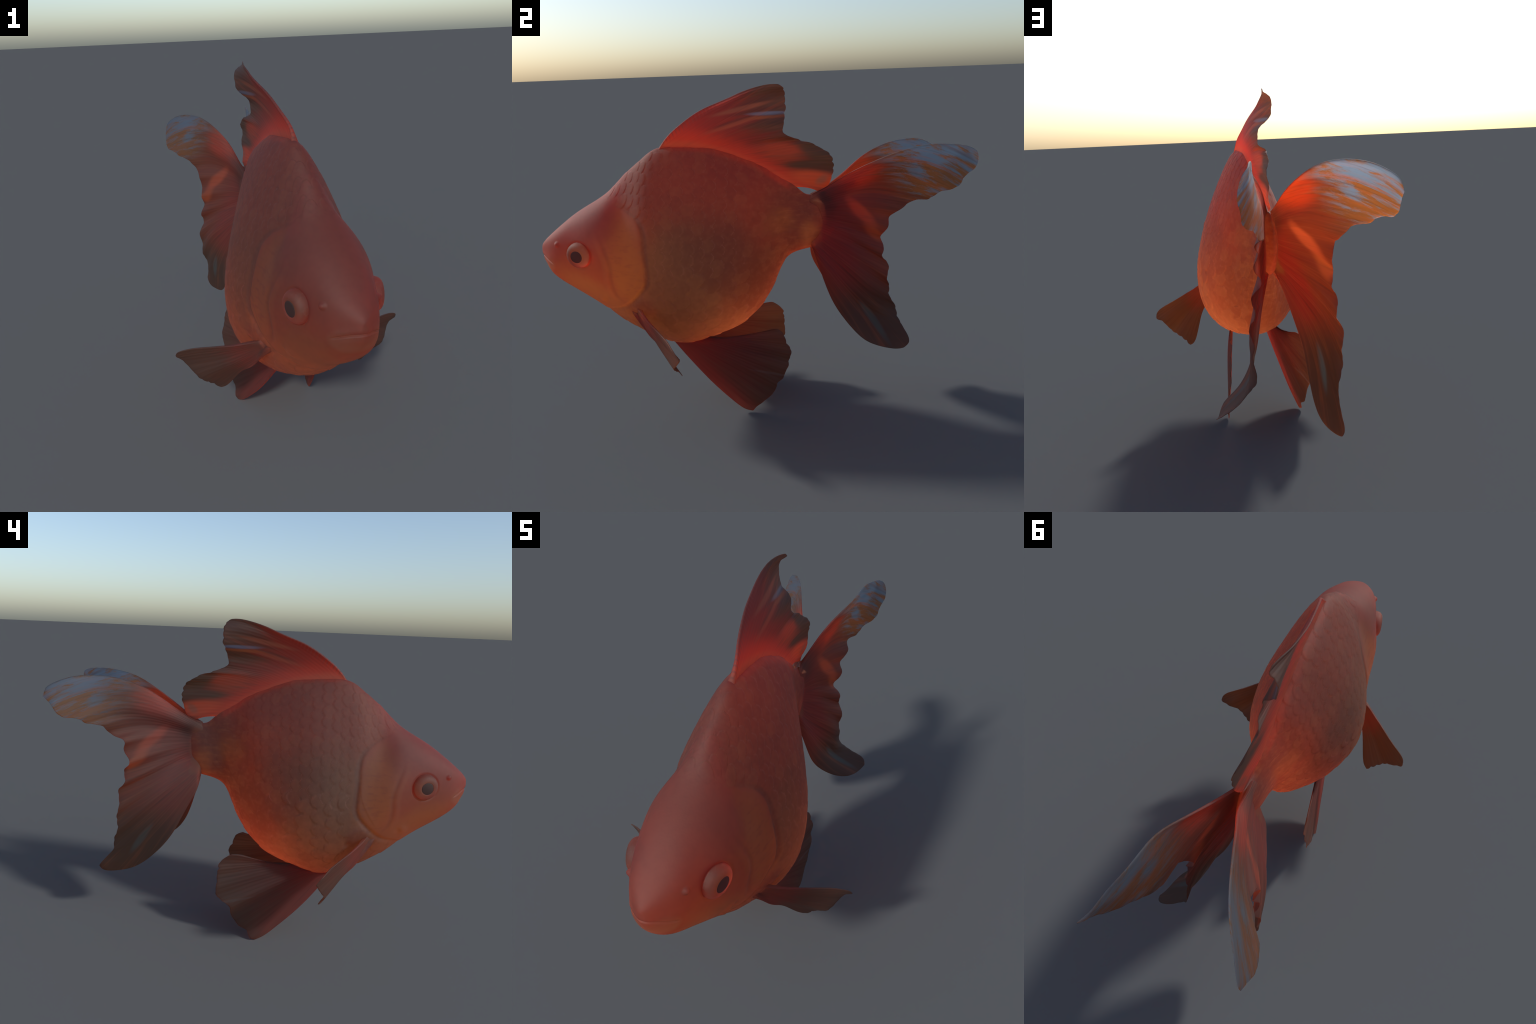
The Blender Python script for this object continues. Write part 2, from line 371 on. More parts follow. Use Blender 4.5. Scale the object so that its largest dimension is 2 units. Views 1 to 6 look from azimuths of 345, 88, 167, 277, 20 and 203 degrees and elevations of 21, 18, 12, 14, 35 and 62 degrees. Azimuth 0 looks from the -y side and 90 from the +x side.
# tail fin
m, a, r, rn, st, st2, rw, col = fin_material('tail_fin_skin', (0.16, 0.95), (0.44, 0.045, 0.018), (0.40, 0.060, 0.018), (0.24, 0.070, 0.022), 0.72, 16, 0.45)
blot = m.noise(m.vec(m.math('MULTIPLY', a, 20.0), m.math('MULTIPLY', rn, 6.5), m.math('MULTIPLY', m.x, 0.3)), 1.0, 6, 0.72, 0.3)
up = m.step(m.z, 0.98, 1.10)
col = m.mix(m.scaled(0.9, m.blob(0.505, 1.165, 0.10, 0.065, 20, 1.0, 0.5, st)), col, (0.80, 0.075, 0.014))
outer = m.math('MULTIPLY', up, m.step(rw, 0.62, 0.95))
col = m.mix(outer, col, (0.42, 0.15, 0.038))
col = m.mix(m.math('MULTIPLY', m.math('MULTIPLY', up, m.step(rw, 0.66, 0.92)), m.step(m.math('MULTIPLY_ADD', m.math('SUBTRACT', m.z, 1.12), 0.6, blot), 0.45, 0.60)), col, (0.24, 0.31, 0.41))
col = m.mix(m.scaled(0.9, m.blob(0.31, 1.03, 0.08, 0.08, 40, 1.0)), col, (0.27, 0.045, 0.020))
col = m.mix(m.scaled(0.9, m.blob(0.518, 0.978, 0.085, 0.026, -45, 0.9, 0.5, st)), col, (0.85, 0.15, 0.042))
col = m.mix(m.scaled(0.85, m.blob(0.580, 0.877, 0.060, 0.022, -43, 0.9, 0.5, st)), col, (0.76, 0.15, 0.035))
col = m.mix(m.scaled(0.8, m.blob(0.40, 0.79, 0.08, 0.17, 15, 1.0, 0.5, st)), col, (0.50, 0.035, 0.018))
col = m.mix(m.scaled(0.8, m.blob(0.58, 0.42, 0.20, 0.16, -35, 1.0, 0.6, st)), col, (0.16, 0.055, 0.022))
col = m.mix(m.scaled(0.75, m.blob(0.565, 0.47, 0.085, 0.015, -55, 0.9, 0.5, st)), col, (0.17, 0.20, 0.20))
col = streaks(m, col, st, st2, (0.13, 0.036, 0.014), (0.66, 0.15, 0.042), 0.42)
wob = m.math('MULTIPLY_ADD', m.math('SUBTRACT', m.noise(m.co, 30, 3), 0.5), 0.04, m.y)
col = m.mix(m.math('MULTIPLY', m.step(wob, 0.350, 0.325), m.math('MULTIPLY', m.step(m.z, 1.06, 0.96), m.step(m.z, 0.79, 0.82))), col, (0.46, 0.11, 0.030))
TAIL = m.done(col, st2, 0.12, 0.002)

# dorsal fin
m, a, r, rn, st, st2, rw, col = fin_material('back_fin_skin', (-0.55, 1.20), (0.68, 0.034, 0.013), (0.44, 0.034, 0.015), (0.18, 0.046, 0.018), 0.80, 34)
# height above the back line
back = m.math('SUBTRACT', m.z, m.math('SUBTRACT', 1.302, m.math('MULTIPLY', m.math('POWER', m.math('MAXIMUM', m.math('ADD', m.y, 0.33), 0.0), 1.75), 0.62)))
col = m.mix(m.step(m.math('MULTIPLY_ADD', m.math('SUBTRACT', st, 0.5), 0.06, back), 0.12, 0.015), col, (0.92, 0.062, 0.015))
col = m.mix(m.scaled(0.8, m.step(back, 0.045, 0.01)), col, (0.95, 0.130, 0.036))
col = m.mix(m.scaled(0.65, m.blob(0.165, 1.268, 0.10, 0.042, -5, 1.2, 1.6, st)), col, (0.80, 0.085, 0.020))
tipm = m.step(m.math('MULTIPLY_ADD', m.math('SUBTRACT', st, 0.5), 0.30, m.math('ADD', m.y, m.math('MULTIPLY', m.z, 0.5))), 0.72, 0.90)
col = m.mix(m.math('MULTIPLY', tipm, m.step(m.z, 1.33, 1.37)), col, (0.19, 0.065, 0.035))
col = m.mix(m.scaled(0.9, m.blob(0.34, 1.245, 0.12, 0.035, -30, 0.8, 0.5, st)), col, (0.17, 0.060, 0.022))
col = m.mix(m.scaled(0.9, m.blob(0.30, 1.203, 0.11, 0.013, 2, 0.9, 0.4, st)), col, (0.16, 0.055, 0.025))
col = m.mix(m.scaled(0.9, m.blob(0.33, 1.125, 0.14, 0.04, -12, 0.8)), col, (0.88, 0.11, 0.028))
col = m.mix(m.scaled(0.6, m.blob(0.345, 1.128, 0.03, 0.018, 30, 1.0, 0.8, st)), col, (0.34, 0.14, 0.08))
for cy, cz, ry, rz, rot, tone in ((0.10, 1.390, 0.12, 0.016, 4, (0.15, 0.045, 0.018)), (-0.04, 1.408, 0.10, 0.010, 14, (0.17, 0.030, 0.016)),
                                  (0.09, 1.500, 0.13, 0.020, 16, (0.16, 0.042, 0.020)), (0.06, 1.452, 0.13, 0.008, 8, (0.18, 0.036, 0.020)),
                                  (-0.05, 1.397, 0.13, 0.009, 15, (0.56, 0.10, 0.04)), (0.10, 1.421, 0.09, 0.007, 2, (0.56, 0.13, 0.035))):
    col = m.mix(m.scaled(0.75, m.blob(cy, cz, ry, rz, rot, 1.1, 0.5, st)), col, tone)
col = m.mix(m.scaled(0.8, m.blob(0.105, 1.437, 0.090, 0.008, 0, 0.9)), col, (0.25, 0.24, 0.33))
col = m.mix(m.scaled(0.8, m.blob(-0.02, 1.462, 0.13, 0.010, 11, 0.9)), col, (0.50, 0.12, 0.055))
wave = m.math('SINE', m.math('MULTIPLY', m.math('MULTIPLY_ADD', m.z, 0.35, m.y), 330.0))
lead = m.math('MULTIPLY', m.step(m.math('SUBTRACT', m.z, m.math('MULTIPLY', m.y, 0.62)), 1.545, 1.58), m.step(m.y, 0.02, -0.12))
col = m.mix(m.math('MULTIPLY', lead, m.step(wave, 0.0, 1.0)), col, (0.48, 0.055, 0.030))
col = streaks(m, col, st, st2, (0.15, 0.030, 0.016), (0.62, 0.11, 0.04), 0.26)
DORSAL = m.done(col, st2, 0.12, 0.002)

# belly fins
m, a, r, rn, st, st2, rw, col = fin_material('belly_fin_skin', (-0.42, 0.42), (0.52, 0.040, 0.020), (0.36, 0.058, 0.023), (0.28, 0.085, 0.034), 0.60, 22)
lead = m.step(a, -0.70, -0.84)
col = m.mix(m.scaled(0.75, lead), col, (0.58, 0.055, 0.025))
col = m.mix(m.scaled(0.7, m.math('MULTIPLY', lead, m.step(rn, 0.75, 0.98))), col, (0.30, 0.080, 0.030))
col = m.mix(m.scaled(0.55, m.blob(0.075, 0.209, 0.09, 0.006, -11, 1.0)), col, (0.40, 0.24, 0.19))
col = m.mix(m.scaled(0.5, m.blob(0.08, 0.38, 0.10, 0.035, -8, 1.0, 0.6, st)), col, (0.42, 0.12, 0.045))
col = streaks(m, col, st, st2, (0.12, 0.028, 0.016), (0.48, 0.13, 0.055), 0.30)
BELLYFIN = m.done(col, st2, 0.12, 0.002)

# breast fins
m = Mat('breast_fin_skin')
ax = m.math('ABSOLUTE', m.x)
dx = m.math('SUBTRACT', ax, 0.15); dz = m.math('SUBTRACT', m.z, 0.60)
a = m.math('ARCTAN2', dz, dx); r = m.math('SQRT', m.math('ADD', m.math('MULTIPLY', dx, dx), m.math('MULTIPLY', dz, dz)))
st = m.noise(m.vec(m.math('MULTIPLY', a, 16.0), m.math('MULTIPLY', r, 3.0), m.math('MULTIPLY', m.x, 0.5)), 1.0, 4, 0.6)
st2 = m.noise(m.vec(m.math('MULTIPLY', a, 60.0), m.math('MULTIPLY', r, 4.0), 2.0), 1.0, 2, 0.5)
rw = m.math('MULTIPLY_ADD', m.math('SUBTRACT', st, 0.5), 0.10, r)
col = m.mix(m.step(rw, 0.07, 0.13), (0.42, 0.085, 0.030), (0.50, 0.065, 0.024))
col = m.mix(m.step(rw, 0.13, 0.24), col, (0.30, 0.080, 0.028))
col = m.mix(m.scaled(0.7, m.step(rw, 0.27, 0.37)), col, (0.24, 0.085, 0.036))
col = streaks(m, col, st, st2, (0.11, 0.035, 0.016), (0.44, 0.14, 0.05), 0.30)
BREASTFIN = m.done(col, st2, 0.12, 0.002)

def radial(name):
    m = Mat(name)
    r = m.math('SQRT', m.math('ADD', m.math('MULTIPLY', m.x, m.x), m.math('MULTIPLY', m.y, m.y)))
    return m, r
m, r = radial('eye_skin')
n = m.noise(m.co, 60, 3); n2 = m.noise(m.co, 25, 2)
rw = m.math('MULTIPLY_ADD', m.math('SUBTRACT', n2, 0.5), 0.012, r)
col = m.mix(m.step(rw, 0.034, 0.044), (0.66, 0.22, 0.075), (0.64, 0.21, 0.12))
col = m.mix(m.step(rw, 0.050, 0.060), col, (0.66, 0.13, 0.070))
col = m.mix(m.math('MULTIPLY', m.step(r, 0.0355, 0.032), 1.0), col, (0.70, 0.27, 0.14))
col = m.mix(m.scaled(0.45, m.step(n, 0.5, 0.7)), col, (0.72, 0.30, 0.22))
EYE = m.done(col, n, 0.1, 0.001)
m = Mat('eye_pupil')
PUPIL = m.done((0.030, 0.009, 0.011))

# ------------------------------------------------------------------ objects
fish = D.objects.new('goldfish', None)
bpy.context.scene.collection.objects.link(fish)
fish['label'] = 'fancy red-orange goldfish with double tail and flowing fins'
fish['category'] = 'goldfish'

def mesh_object(name, V, F, mats, parent, smooth=True, mat_index=None):
    me = D.meshes.new(name)
    me.from_pydata(np.asarray(V).tolist(), [], F)
    for mm in mats: me.materials.append(mm)
    if smooth: me.polygons.foreach_set('use_smooth', [True] * len(me.polygons))
    if mat_index is not None: me.polygons.foreach_set('material_index', mat_index)
    me.update()
    o = D.objects.new(name, me)
    bpy.context.scene.collection.objects.link(o)
    o.parent = parent
    return o

# --- body: whole surface first, then regions that share border vertices -----
nt = NT - 1
V = [GRID.reshape(-1, 3)]
tip = body(np.array([0.02]), np.array([0.0]))[0] * 0 + np.array([0.004, -1.0055, 0.852])
end = GRID[-1].mean(0) + np.array([0, 0.012, 0])
V = np.vstack([GRID.reshape(-1, 3), tip[None], end[None]])
iT, iE = nt * NH, nt * NH + 1
F = []
for i in range(nt - 1):
    a, b = i * NH, (i + 1) * NH
    for j in range(NH):
        k = (j + 1) % NH
        F.append((a + j, b + j, b + k, a + k))
for j in range(NH):
    k = (j + 1) % NH
    F.append((iT, j, k)); F.append((iE, (nt - 1) * NH + k, (nt - 1) * NH + j))
whole = D.meshes.new('whole'); whole.from_pydata(V.tolist(), [], F); whole.update()
bm = bmesh.new(); bm.from_mesh(whole); bmesh.ops.recalc_face_normals(bm, faces=bm.faces); bm.to_mesh(whole); bm.free()
vn = np.empty(len(V) * 3); whole.vertex_normals.foreach_get('vector', vn); vn = vn.reshape(-1, 3)
faces = [tuple(p.vertices) for p in whole.polygons]
cen = np.empty(len(faces) * 3); whole.polygons.foreach_get('center', cen); cen = cen.reshape(-1, 3)
BODY = (V, faces, vn, cen)
from mathutils.bvhtree import BVHTree
BODY_TREE = BVHTree.FromPolygons(V.tolist(), faces)
BURIED = np.zeros(len(V), bool)                                            # skin vertices that lie inside a fin root

def inside(points, tree):
    """odd number of crossings along a slanted ray = inside the closed shape"""
    ray = Vector((0.31, 0.22, 0.925)).normalized(); res = np.zeros(len(points), bool)
    for i, p in enumerate(points):
        o = Vector(p); n = 0
        while n < 12:
            hit = tree.ray_cast(o, ray)
            if hit[0] is None: break
            n += 1; o = hit[0] + ray * 1e-5
        res[i] = n % 2 == 1
    return res

# --- eyes --------------------------------------------------------------------
def lathe(profile, n=64, steps=60, cap=True):
    C = curve(profile, np.linspace(0, 1, steps))
    an = np.linspace(0, 2 * np.pi, n, endpoint=False)
    V, F = [], []
    for r, h in C:
        for a in an: V.append((r * math.cos(a), r * math.sin(a), h))
    for i in range(len(C) - 1):
        for j in range(n):
            k = (j + 1) % n
            F.append((i * n + j, i * n + k, (i + 1) * n + k, (i + 1) * n + j))
    if cap: F.append(tuple((len(C) - 1) * n + j for j in range(n)))
    return V, F
for c in EYES:
    sx = 1 if c[0] > 0 else -1
    ez = Vector((sx * 0.955, -0.27, -0.03)).normalized()
    ex = Vector((0, 0, 1)).cross(ez).normalized(); ey = ez.cross(ex)
    M = Matrix((ex, ey, ez)).transposed().to_4x4(); M.translation = Vector(c)
    v, fc = lathe([(0.054, -0.035), (0.0605, -0.012), (0.0600, 0.000), (0.0570, 0.0120), (0.0510, 0.0205), (0.0430, 0.0258), (0.0360, 0.0278),
                   (0.0315, 0.0282), (0.0292, 0.0278), (0.0282, 0.0268), (0.0280, 0.0240)], 72, 70, False)
    e = mesh_object('eye', v, fc, [EYE], fish); e.matrix_world = M
    v, fc = lathe([(0.0284, 0.0245), (0.0283, 0.0268), (0.0268, 0.0281), (0.020, 0.0294), (0.011, 0.0304), (0.001, 0.0308)], 64, 30)
    p = mesh_object('pupil', v, fc, [PUPIL], e)

# ----------------------------------------------------------------------- fins
def fin(name, rays, outer, marks, mat, nv=260, nr=90, root_h=0.012, root_l=0.06, edge_h=0.0016, ripple=None, flute=0.0004, flute_n=34, spine=0.003, scallop=(0.0, 12)):
    """rays: polylines from root to rim; outer: rim polyline; marks: rim index where each ray ends"""
    outer = np.asarray(outer, float)
    vo = chord(outer); vk = vo[marks]
    v = np.linspace(0, 1, nv); r = np.linspace(0, 1, nr)
    K = np.stack([curve(np.asarray(q, float), r) for q in rays])            # k, r, 3
    S = np.stack([cubic(vk, K[:, j], v) for j in range(nr)], 1)             # v, r, 3
    O = cubic(vo, outer, v)
    S = S + (r[None, :, None] ** 2.2) * (O - S[:, -1])[:, None]
    out = S[:, -1] - S[:, -4]; out /= np.linalg.norm(out, axis=1, keepdims=True)
    w_ = scallop[1] * v + 0.5 * np.sin(7.3 * v + 1.0)
    lobes = (np.abs(np.sin(np.pi * w_)) - 0.6) * (0.6 + 0.4 * np.sin(11 * v) + 0.3 * np.sin(23 * v + 2)) * sstep(0.03, 0.12, v) * sstep(0.97, 0.88, v)
    S = S + (r[None, :, None] ** 8) * (scallop[0] * lobes)[:, None, None] * out[:, None]
    def nrm(S):
        n = np.cross(np.gradient(S, axis=0), np.gradient(S, axis=1))
        return n / (np.linalg.norm(n, axis=-1, keepdims=True) + 1e-12)
    N = nrm(S)
    vv, rr = v[:, None], r[None, :]
    edge_fade = np.minimum(sstep(0, 0.04, vv), sstep(1, 0.96, vv)) if True else 1
    d = flute * rr ** 0.7 * edge_fade * np.sin(2 * np.pi * flute_n * vv + 1.5 * np.sin(9 * vv))
    if ripple: d = d + edge_fade * ripple(vv, rr)
    S = S + d[..., None] * N
    N = nrm(S)
    seg = np.linalg.norm(np.diff(S, axis=1), axis=-1)
    L = np.concatenate([np.zeros((nv, 1)), np.cumsum(seg, 1)], 1)
    h = edge_h + root_h * np.exp(-(L / root_l) ** 1.3) + 0.0022 * (1 - rr) + spine * gauss(vv, 0.02) * (1 - 0.8 * rr)
    ends = np.minimum(1, np.minimum(vv, 1 - vv) / 0.012)
    h = h * np.sqrt(np.clip(ends, 0, 1) * (2 - np.clip(ends, 0, 1)) * 0.9 + 0.1) * (1 - 0.6 * sstep(0.965, 1, rr))
    A = (S + h[..., None] * N).reshape(-1, 3); B = (S - h[..., None] * N).reshape(-1, 3)
    V = np.vstack([A, B]); n0 = nv * nr; F = []
    for i in range(nv - 1):
        for j in range(nr - 1):
            a = i * nr + j; b = a + nr
            F.append((a, b, b + 1, a + 1)); F.append((n0 + a, n0 + a + 1, n0 + b + 1, n0 + b))
    for i in range(nv - 1):
        for j in (nr - 1,):
            a = i * nr + j; b = a + nr
            F.append((a, n0 + a, n0 + b, b) if j == 0 else (a, b, n0 + b, n0 + a))
    for j in range(nr - 1):
        for i in (0, nv - 1):
            a = i * nr + j
            F.append((a, a + 1, n0 + a + 1, n0 + a) if i == 0 else (a, n0 + a, n0 + a + 1, a + 1))
    # union with the body: drop what is hidden on either side of the join
    caps = [(i * nr, (i + 1) * nr, n0 + (i + 1) * nr, n0 + i * nr) for i in range(nv - 1)]
    tree = BVHTree.FromPolygons(V.tolist(), F + caps)
    lo, hi = V[np.arange(2 * n0) % nr < nr // 2].min(0) - 0.002, V[np.arange(2 * n0) % nr < nr // 2].max(0) + 0.002
    near = np.where(((BODY[0] > lo) & (BODY[0] < hi)).all(1))[0]
    near = near[[tree.find_nearest(Vector(q), 0.03)[0] is not None for q in BODY[0][near]]]
    BURIED[near[inside(BODY[0][near], tree)]] = True
    hid = np.zeros(2 * n0, bool); cand = np.where(np.arange(2 * n0) % nr < nr // 2)[0]
    hid[cand] = inside(V[cand], BODY_TREE)
    F = [q for q in F if not all(hid[k] for k in q)]
    o = mesh_object(name, V, F, [mat], fish)
    bm = bmesh.new(); bm.from_mesh(o.data); bmesh.ops.delete(bm, geom=[q for q in bm.verts if not q.link_faces], context='VERTS'); bmesh.ops.recalc_face_normals(bm, faces=bm.faces); bm.to_mesh(o.data); bm.free()
    return o

# tail fin, the half on the fish's one side ... control points are (x, y, z)
L = [(-0.006, 0.289, 1.061), (-0.010, 0.350, 1.083), (-0.025, 0.454, 1.149), (-0.062, 0.539, 1.211), (-0.103, 0.639, 1.258), (-0.138, 0.727, 1.277), (-0.177, 0.811, 1.28), (-0.222, 0.885, 1.267), (-0.258, 0.943, 1.24), (-0.273, 0.967, 1.217), (-0.283, 0.973, 1.18), (-0.29, 0.937, 1.15), (-0.292, 0.889, 1.097), (-0.268, 0.82, 1.086), (-0.244, 0.788, 1.064), (-0.204, 0.731, 1.049), (-0.175, 0.693, 1.006), (-0.164, 0.634, 0.971), (-0.165, 0.635, 0.927), (-0.161, 0.611, 0.874), (-0.161, 0.638, 0.824), (-0.165, 0.633, 0.781), (-0.164, 0.667, 0.726), (-0.176, 0.659, 0.664), (-0.18, 0.673, 0.592), (-0.175, 0.67, 0.537), (-0.157, 0.696, 0.467), (-0.145, 0.703, 0.414), (-0.144, 0.713, 0.395), (-0.141, 0.78, 0.317), (-0.133, 0.787, 0.299), (-0.132, 0.764, 0.281), (-0.113, 0.703, 0.276), (-0.095, 0.62, 0.295), (-0.092, 0.524, 0.364), (-0.094, 0.416, 0.493), (-0.068, 0.345, 0.633), (-0.044, 0.299, 0.731), (-0.02, 0.285, 0.785)]
xr = -0.004
fin('tail_fin',
    [[(0.004, 0.300, 1.056)] + L[1:11],
     [(xr, 0.285, 1.020), (-0.038, 0.40, 1.070), (-0.096, 0.55, 1.120), (-0.170, 0.70, 1.130), L[13]],
     [(xr, 0.285, 0.990), (-0.026, 0.39, 1.015), (-0.071, 0.51, 1.035), (-0.122, 0.61, 1.030), L[16]],
     [(xr, 0.285, 0.950), (-0.024, 0.36, 0.945), (-0.072, 0.46, 0.925), (-0.124, 0.54, 0.900), L[19]],
     [(xr, 0.285, 0.910), (-0.029, 0.355, 0.870), (-0.094, 0.46, 0.800), (-0.146, 0.57, 0.725), L[23]],
     [(xr, 0.285, 0.870), (-0.052, 0.33, 0.780), (-0.106, 0.43, 0.650), (-0.140, 0.56, 0.520), L[27]],
     [(0.000, 0.300, 0.815)] + L[37:29:-1]],
    L[10:31], [0, 3, 6, 9, 13, 17, 20], TAIL, 300, 110, 0.008, 0.045, scallop=(0.005, 26),
    ripple=lambda v, r: 0.012 * r ** 4 * np.sin(2 * np.pi * 9.5 * v + 2.0) * np.clip(1 - 2.2 * np.abs(v - 0.55), 0, 1))
R = [(0.015, 0.323, 1.056), (0.033, 0.376, 1.103), (0.062, 0.472, 1.164), (0.105, 0.58, 1.222), (0.144, 0.684, 1.265), (0.157, 0.81, 1.29), (0.178, 0.9, 1.29), (0.192, 0.963, 1.28), (0.215, 0.995, 1.259), (0.23, 0.999, 1.225), (0.232, 0.983, 1.187), (0.221, 0.95, 1.156), (0.208, 0.924, 1.107), (0.167, 0.854, 1.073), (0.14, 0.817, 1.042), (0.122, 0.747, 1.03), (0.131, 0.698, 0.998), (0.126, 0.641, 0.957), (0.127, 0.639, 0.917), (0.115, 0.607, 0.863), (0.126, 0.62, 0.818), (0.14, 0.612, 0.773), (0.149, 0.64, 0.724), (0.156, 0.633, 0.675), (0.156, 0.645, 0.623), (0.154, 0.645, 0.585), (0.154, 0.679, 0.52), (0.169, 0.684, 0.48), (0.194, 0.692, 0.457), (0.25, 0.712, 0.422), (0.295, 0.71, 0.398), (0.31, 0.682, 0.379), (0.297, 0.647, 0.369), (0.262, 0.553, 0.380), (0.197, 0.492, 0.402), (0.122, 0.424, 0.473), (0.086, 0.376, 0.555), (0.055, 0.334, 0.672), (0.03, 0.313, 0.75), (0.02, 0.300, 0.781)]
xr = 0.018
fin('tail_fin',
    [[(0.010, 0.300, 1.056)] + R[1:10],
     [(xr, 0.285, 1.020), (0.050, 0.42, 1.075), (0.085, 0.57, 1.120), (0.120, 0.72, 1.120), R[13]],
     [(xr, 0.285, 0.990), (0.046, 0.40, 1.015), (0.076, 0.51, 1.030), (0.105, 0.61, 1.020), R[16]],
     [(xr, 0.285, 0.950), (0.035, 0.36, 0.945), (0.067, 0.46, 0.920), (0.098, 0.54, 0.890), R[19]],
     [(xr, 0.285, 0.910), (0.036, 0.355, 0.870), (0.080, 0.45, 0.810), (0.120, 0.54, 0.745), R[23]],
     [(xr, 0.285, 0.870), (0.047, 0.34, 0.780), (0.098, 0.44, 0.650), (0.152, 0.56, 0.540), R[27]],
     [(xr, 0.285, 0.840), (0.052, 0.33, 0.750), (0.100, 0.42, 0.600), (0.160, 0.56, 0.470), R[29]],
     [(0.012, 0.302, 0.815)] + R[38:30:-1]],
    R[9:32], [0, 4, 7, 10, 14, 18, 20, 22], TAIL, 300, 110, 0.008, 0.045, scallop=(0.005, 26),
    ripple=lambda v, r: 0.012 * r ** 4 * np.sin(2 * np.pi * 9.5 * v + 0.6) * np.clip(1 - 2.2 * np.abs(v - 0.5), 0, 1))

# back fin
B = [(0.016, -0.411, 1.304), (0.008, -0.368, 1.35), (-0.008, -0.312, 1.397), (-0.023, -0.25, 1.439), (-0.034, -0.196, 1.467), (-0.041, -0.151, 1.484), (-0.050, -0.075, 1.512), (-0.052, -0.02, 1.534), (-0.049, 0.051, 1.555), (-0.035, 0.11, 1.565), (-0.023, 0.150, 1.564), (-0.027, 0.174, 1.552), (-0.039, 0.177, 1.538), (-0.054, 0.184, 1.514), (-0.060, 0.182, 1.491), (-0.053, 0.185, 1.462), (-0.030, 0.178, 1.431), (-0.005, 0.174, 1.400), (0.007, 0.167, 1.373), (0.010, 0.167, 1.352), (0.006, 0.190, 1.336), (-0.001, 0.22, 1.322), (-0.009, 0.25, 1.309), (-0.008, 0.289, 1.298), (0.001, 0.334, 1.278), (0.014, 0.382, 1.244), (0.020, 0.396, 1.208), (0.019, 0.398, 1.173), (0.015, 0.388, 1.132), (0.012, 0.372, 1.096), (0.006, 0.332, 1.068)]
fin('back_fin',
    [[(0.010, -0.415, 1.292)] + B[1:11],
     [(0.006, -0.27, 1.290), (0.004, -0.19, 1.350), (-0.010, -0.05, 1.425), (-0.030, 0.07, 1.455), B[15]],
     [(0.005, -0.14, 1.276), (0.006, -0.05, 1.320), (0.008, 0.06, 1.340), B[19]],
     [(0.004, -0.01, 1.226), (0.006, 0.10, 1.262), (0.003, 0.21, 1.280), B[24]],
     [(0.004, 0.10, 1.165), (0.006, 0.21, 1.178), (0.012, 0.31, 1.180), B[27]],
     [(0.004, 0.18, 1.095), (0.004, 0.274, 1.089), B[30]]],
    B[10:31], [0, 5, 9, 14, 17, 20], DORSAL, 300, 90, 0.009, 0.040, scallop=(0.006, 19),
    ripple=lambda v, r: 0.004 * r ** 3 * np.sin(2 * np.pi * 7 * v))

# belly fins
P = [(0.09, -0.41, 0.37), (0.1, -0.369, 0.32), (0.122, -0.286, 0.217), (0.14, -0.208, 0.129), (0.166, -0.116, 0.045), (0.179, -0.066, 0.012), (0.184, -0.031, 0.004), (0.187, -0.001, 0.036), (0.19, 0.045, 0.075), (0.192, 0.091, 0.135), (0.191, 0.095, 0.159), (0.193, 0.121, 0.18), (0.192, 0.134, 0.211), (0.188, 0.152, 0.249), (0.185, 0.155, 0.276), (0.184, 0.165, 0.302), (0.182, 0.165, 0.336), (0.179, 0.148, 0.363), (0.17, 0.135, 0.407), (0.166, 0.114, 0.43), (0.167, 0.089, 0.44), (0.158, 0.009, 0.421), (0.141, -0.085, 0.399), (0.121, -0.212, 0.374), (0.105, -0.308, 0.365)]
PL = [(-0.1, -0.33, 0.364), (-0.11, -0.255, 0.368), (-0.126, -0.127, 0.396), (-0.142, -0.033, 0.418), (-0.156, 0.049, 0.441), (-0.162, 0.086, 0.443), (-0.166, 0.107, 0.436), (-0.174, 0.153, 0.39), (-0.176, 0.155, 0.366), (-0.18, 0.16, 0.341), (-0.192, 0.159, 0.298), (-0.194, 0.163, 0.244), (-0.198, 0.133, 0.208), (-0.196, 0.091, 0.176), (-0.19, 0.085, 0.139), (-0.184, 0.045, 0.077), (-0.183, 0.001, 0.046), (-0.184, -0.016, 0.013), (-0.18, -0.042, 0.002), (-0.172, -0.085, 0.025), (-0.156, -0.146, 0.076), (-0.142, -0.206, 0.132), (-0.127, -0.266, 0.194), (-0.108, -0.333, 0.275), (-0.095, -0.375, 0.335)][::-1]
def mid(a, b, *w):
    a = np.array(a); b = np.array(b); return [tuple(a + (b - a) * k) for k in w]
fin('belly_fin',
    [[(0.085, -0.425, 0.400)] + P[1:7]] +
    [[q, *[tuple(np.array(s) + np.array((0.012, 0, 0.012)) * w) for s, w in zip(mid(q, P[i], 0.35, 0.7), (1, .7))], P[i]]
     for q, i in (((0.087, -0.41, 0.400), 9), ((0.089, -0.385, 0.400), 12), ((0.091, -0.36, 0.400), 16))] +
    [[(0.093, -0.335, 0.395)] + P[24:19:-1]],
    P[6:21], [0, 3, 6, 10, 14], BELLYFIN, 240, 90, 0.006, 0.04, scallop=(0.004, 11), flute_n=22,
    ripple=lambda v, r: 0.003 * r ** 3 * np.sin(2 * np.pi * 5.5 * v))
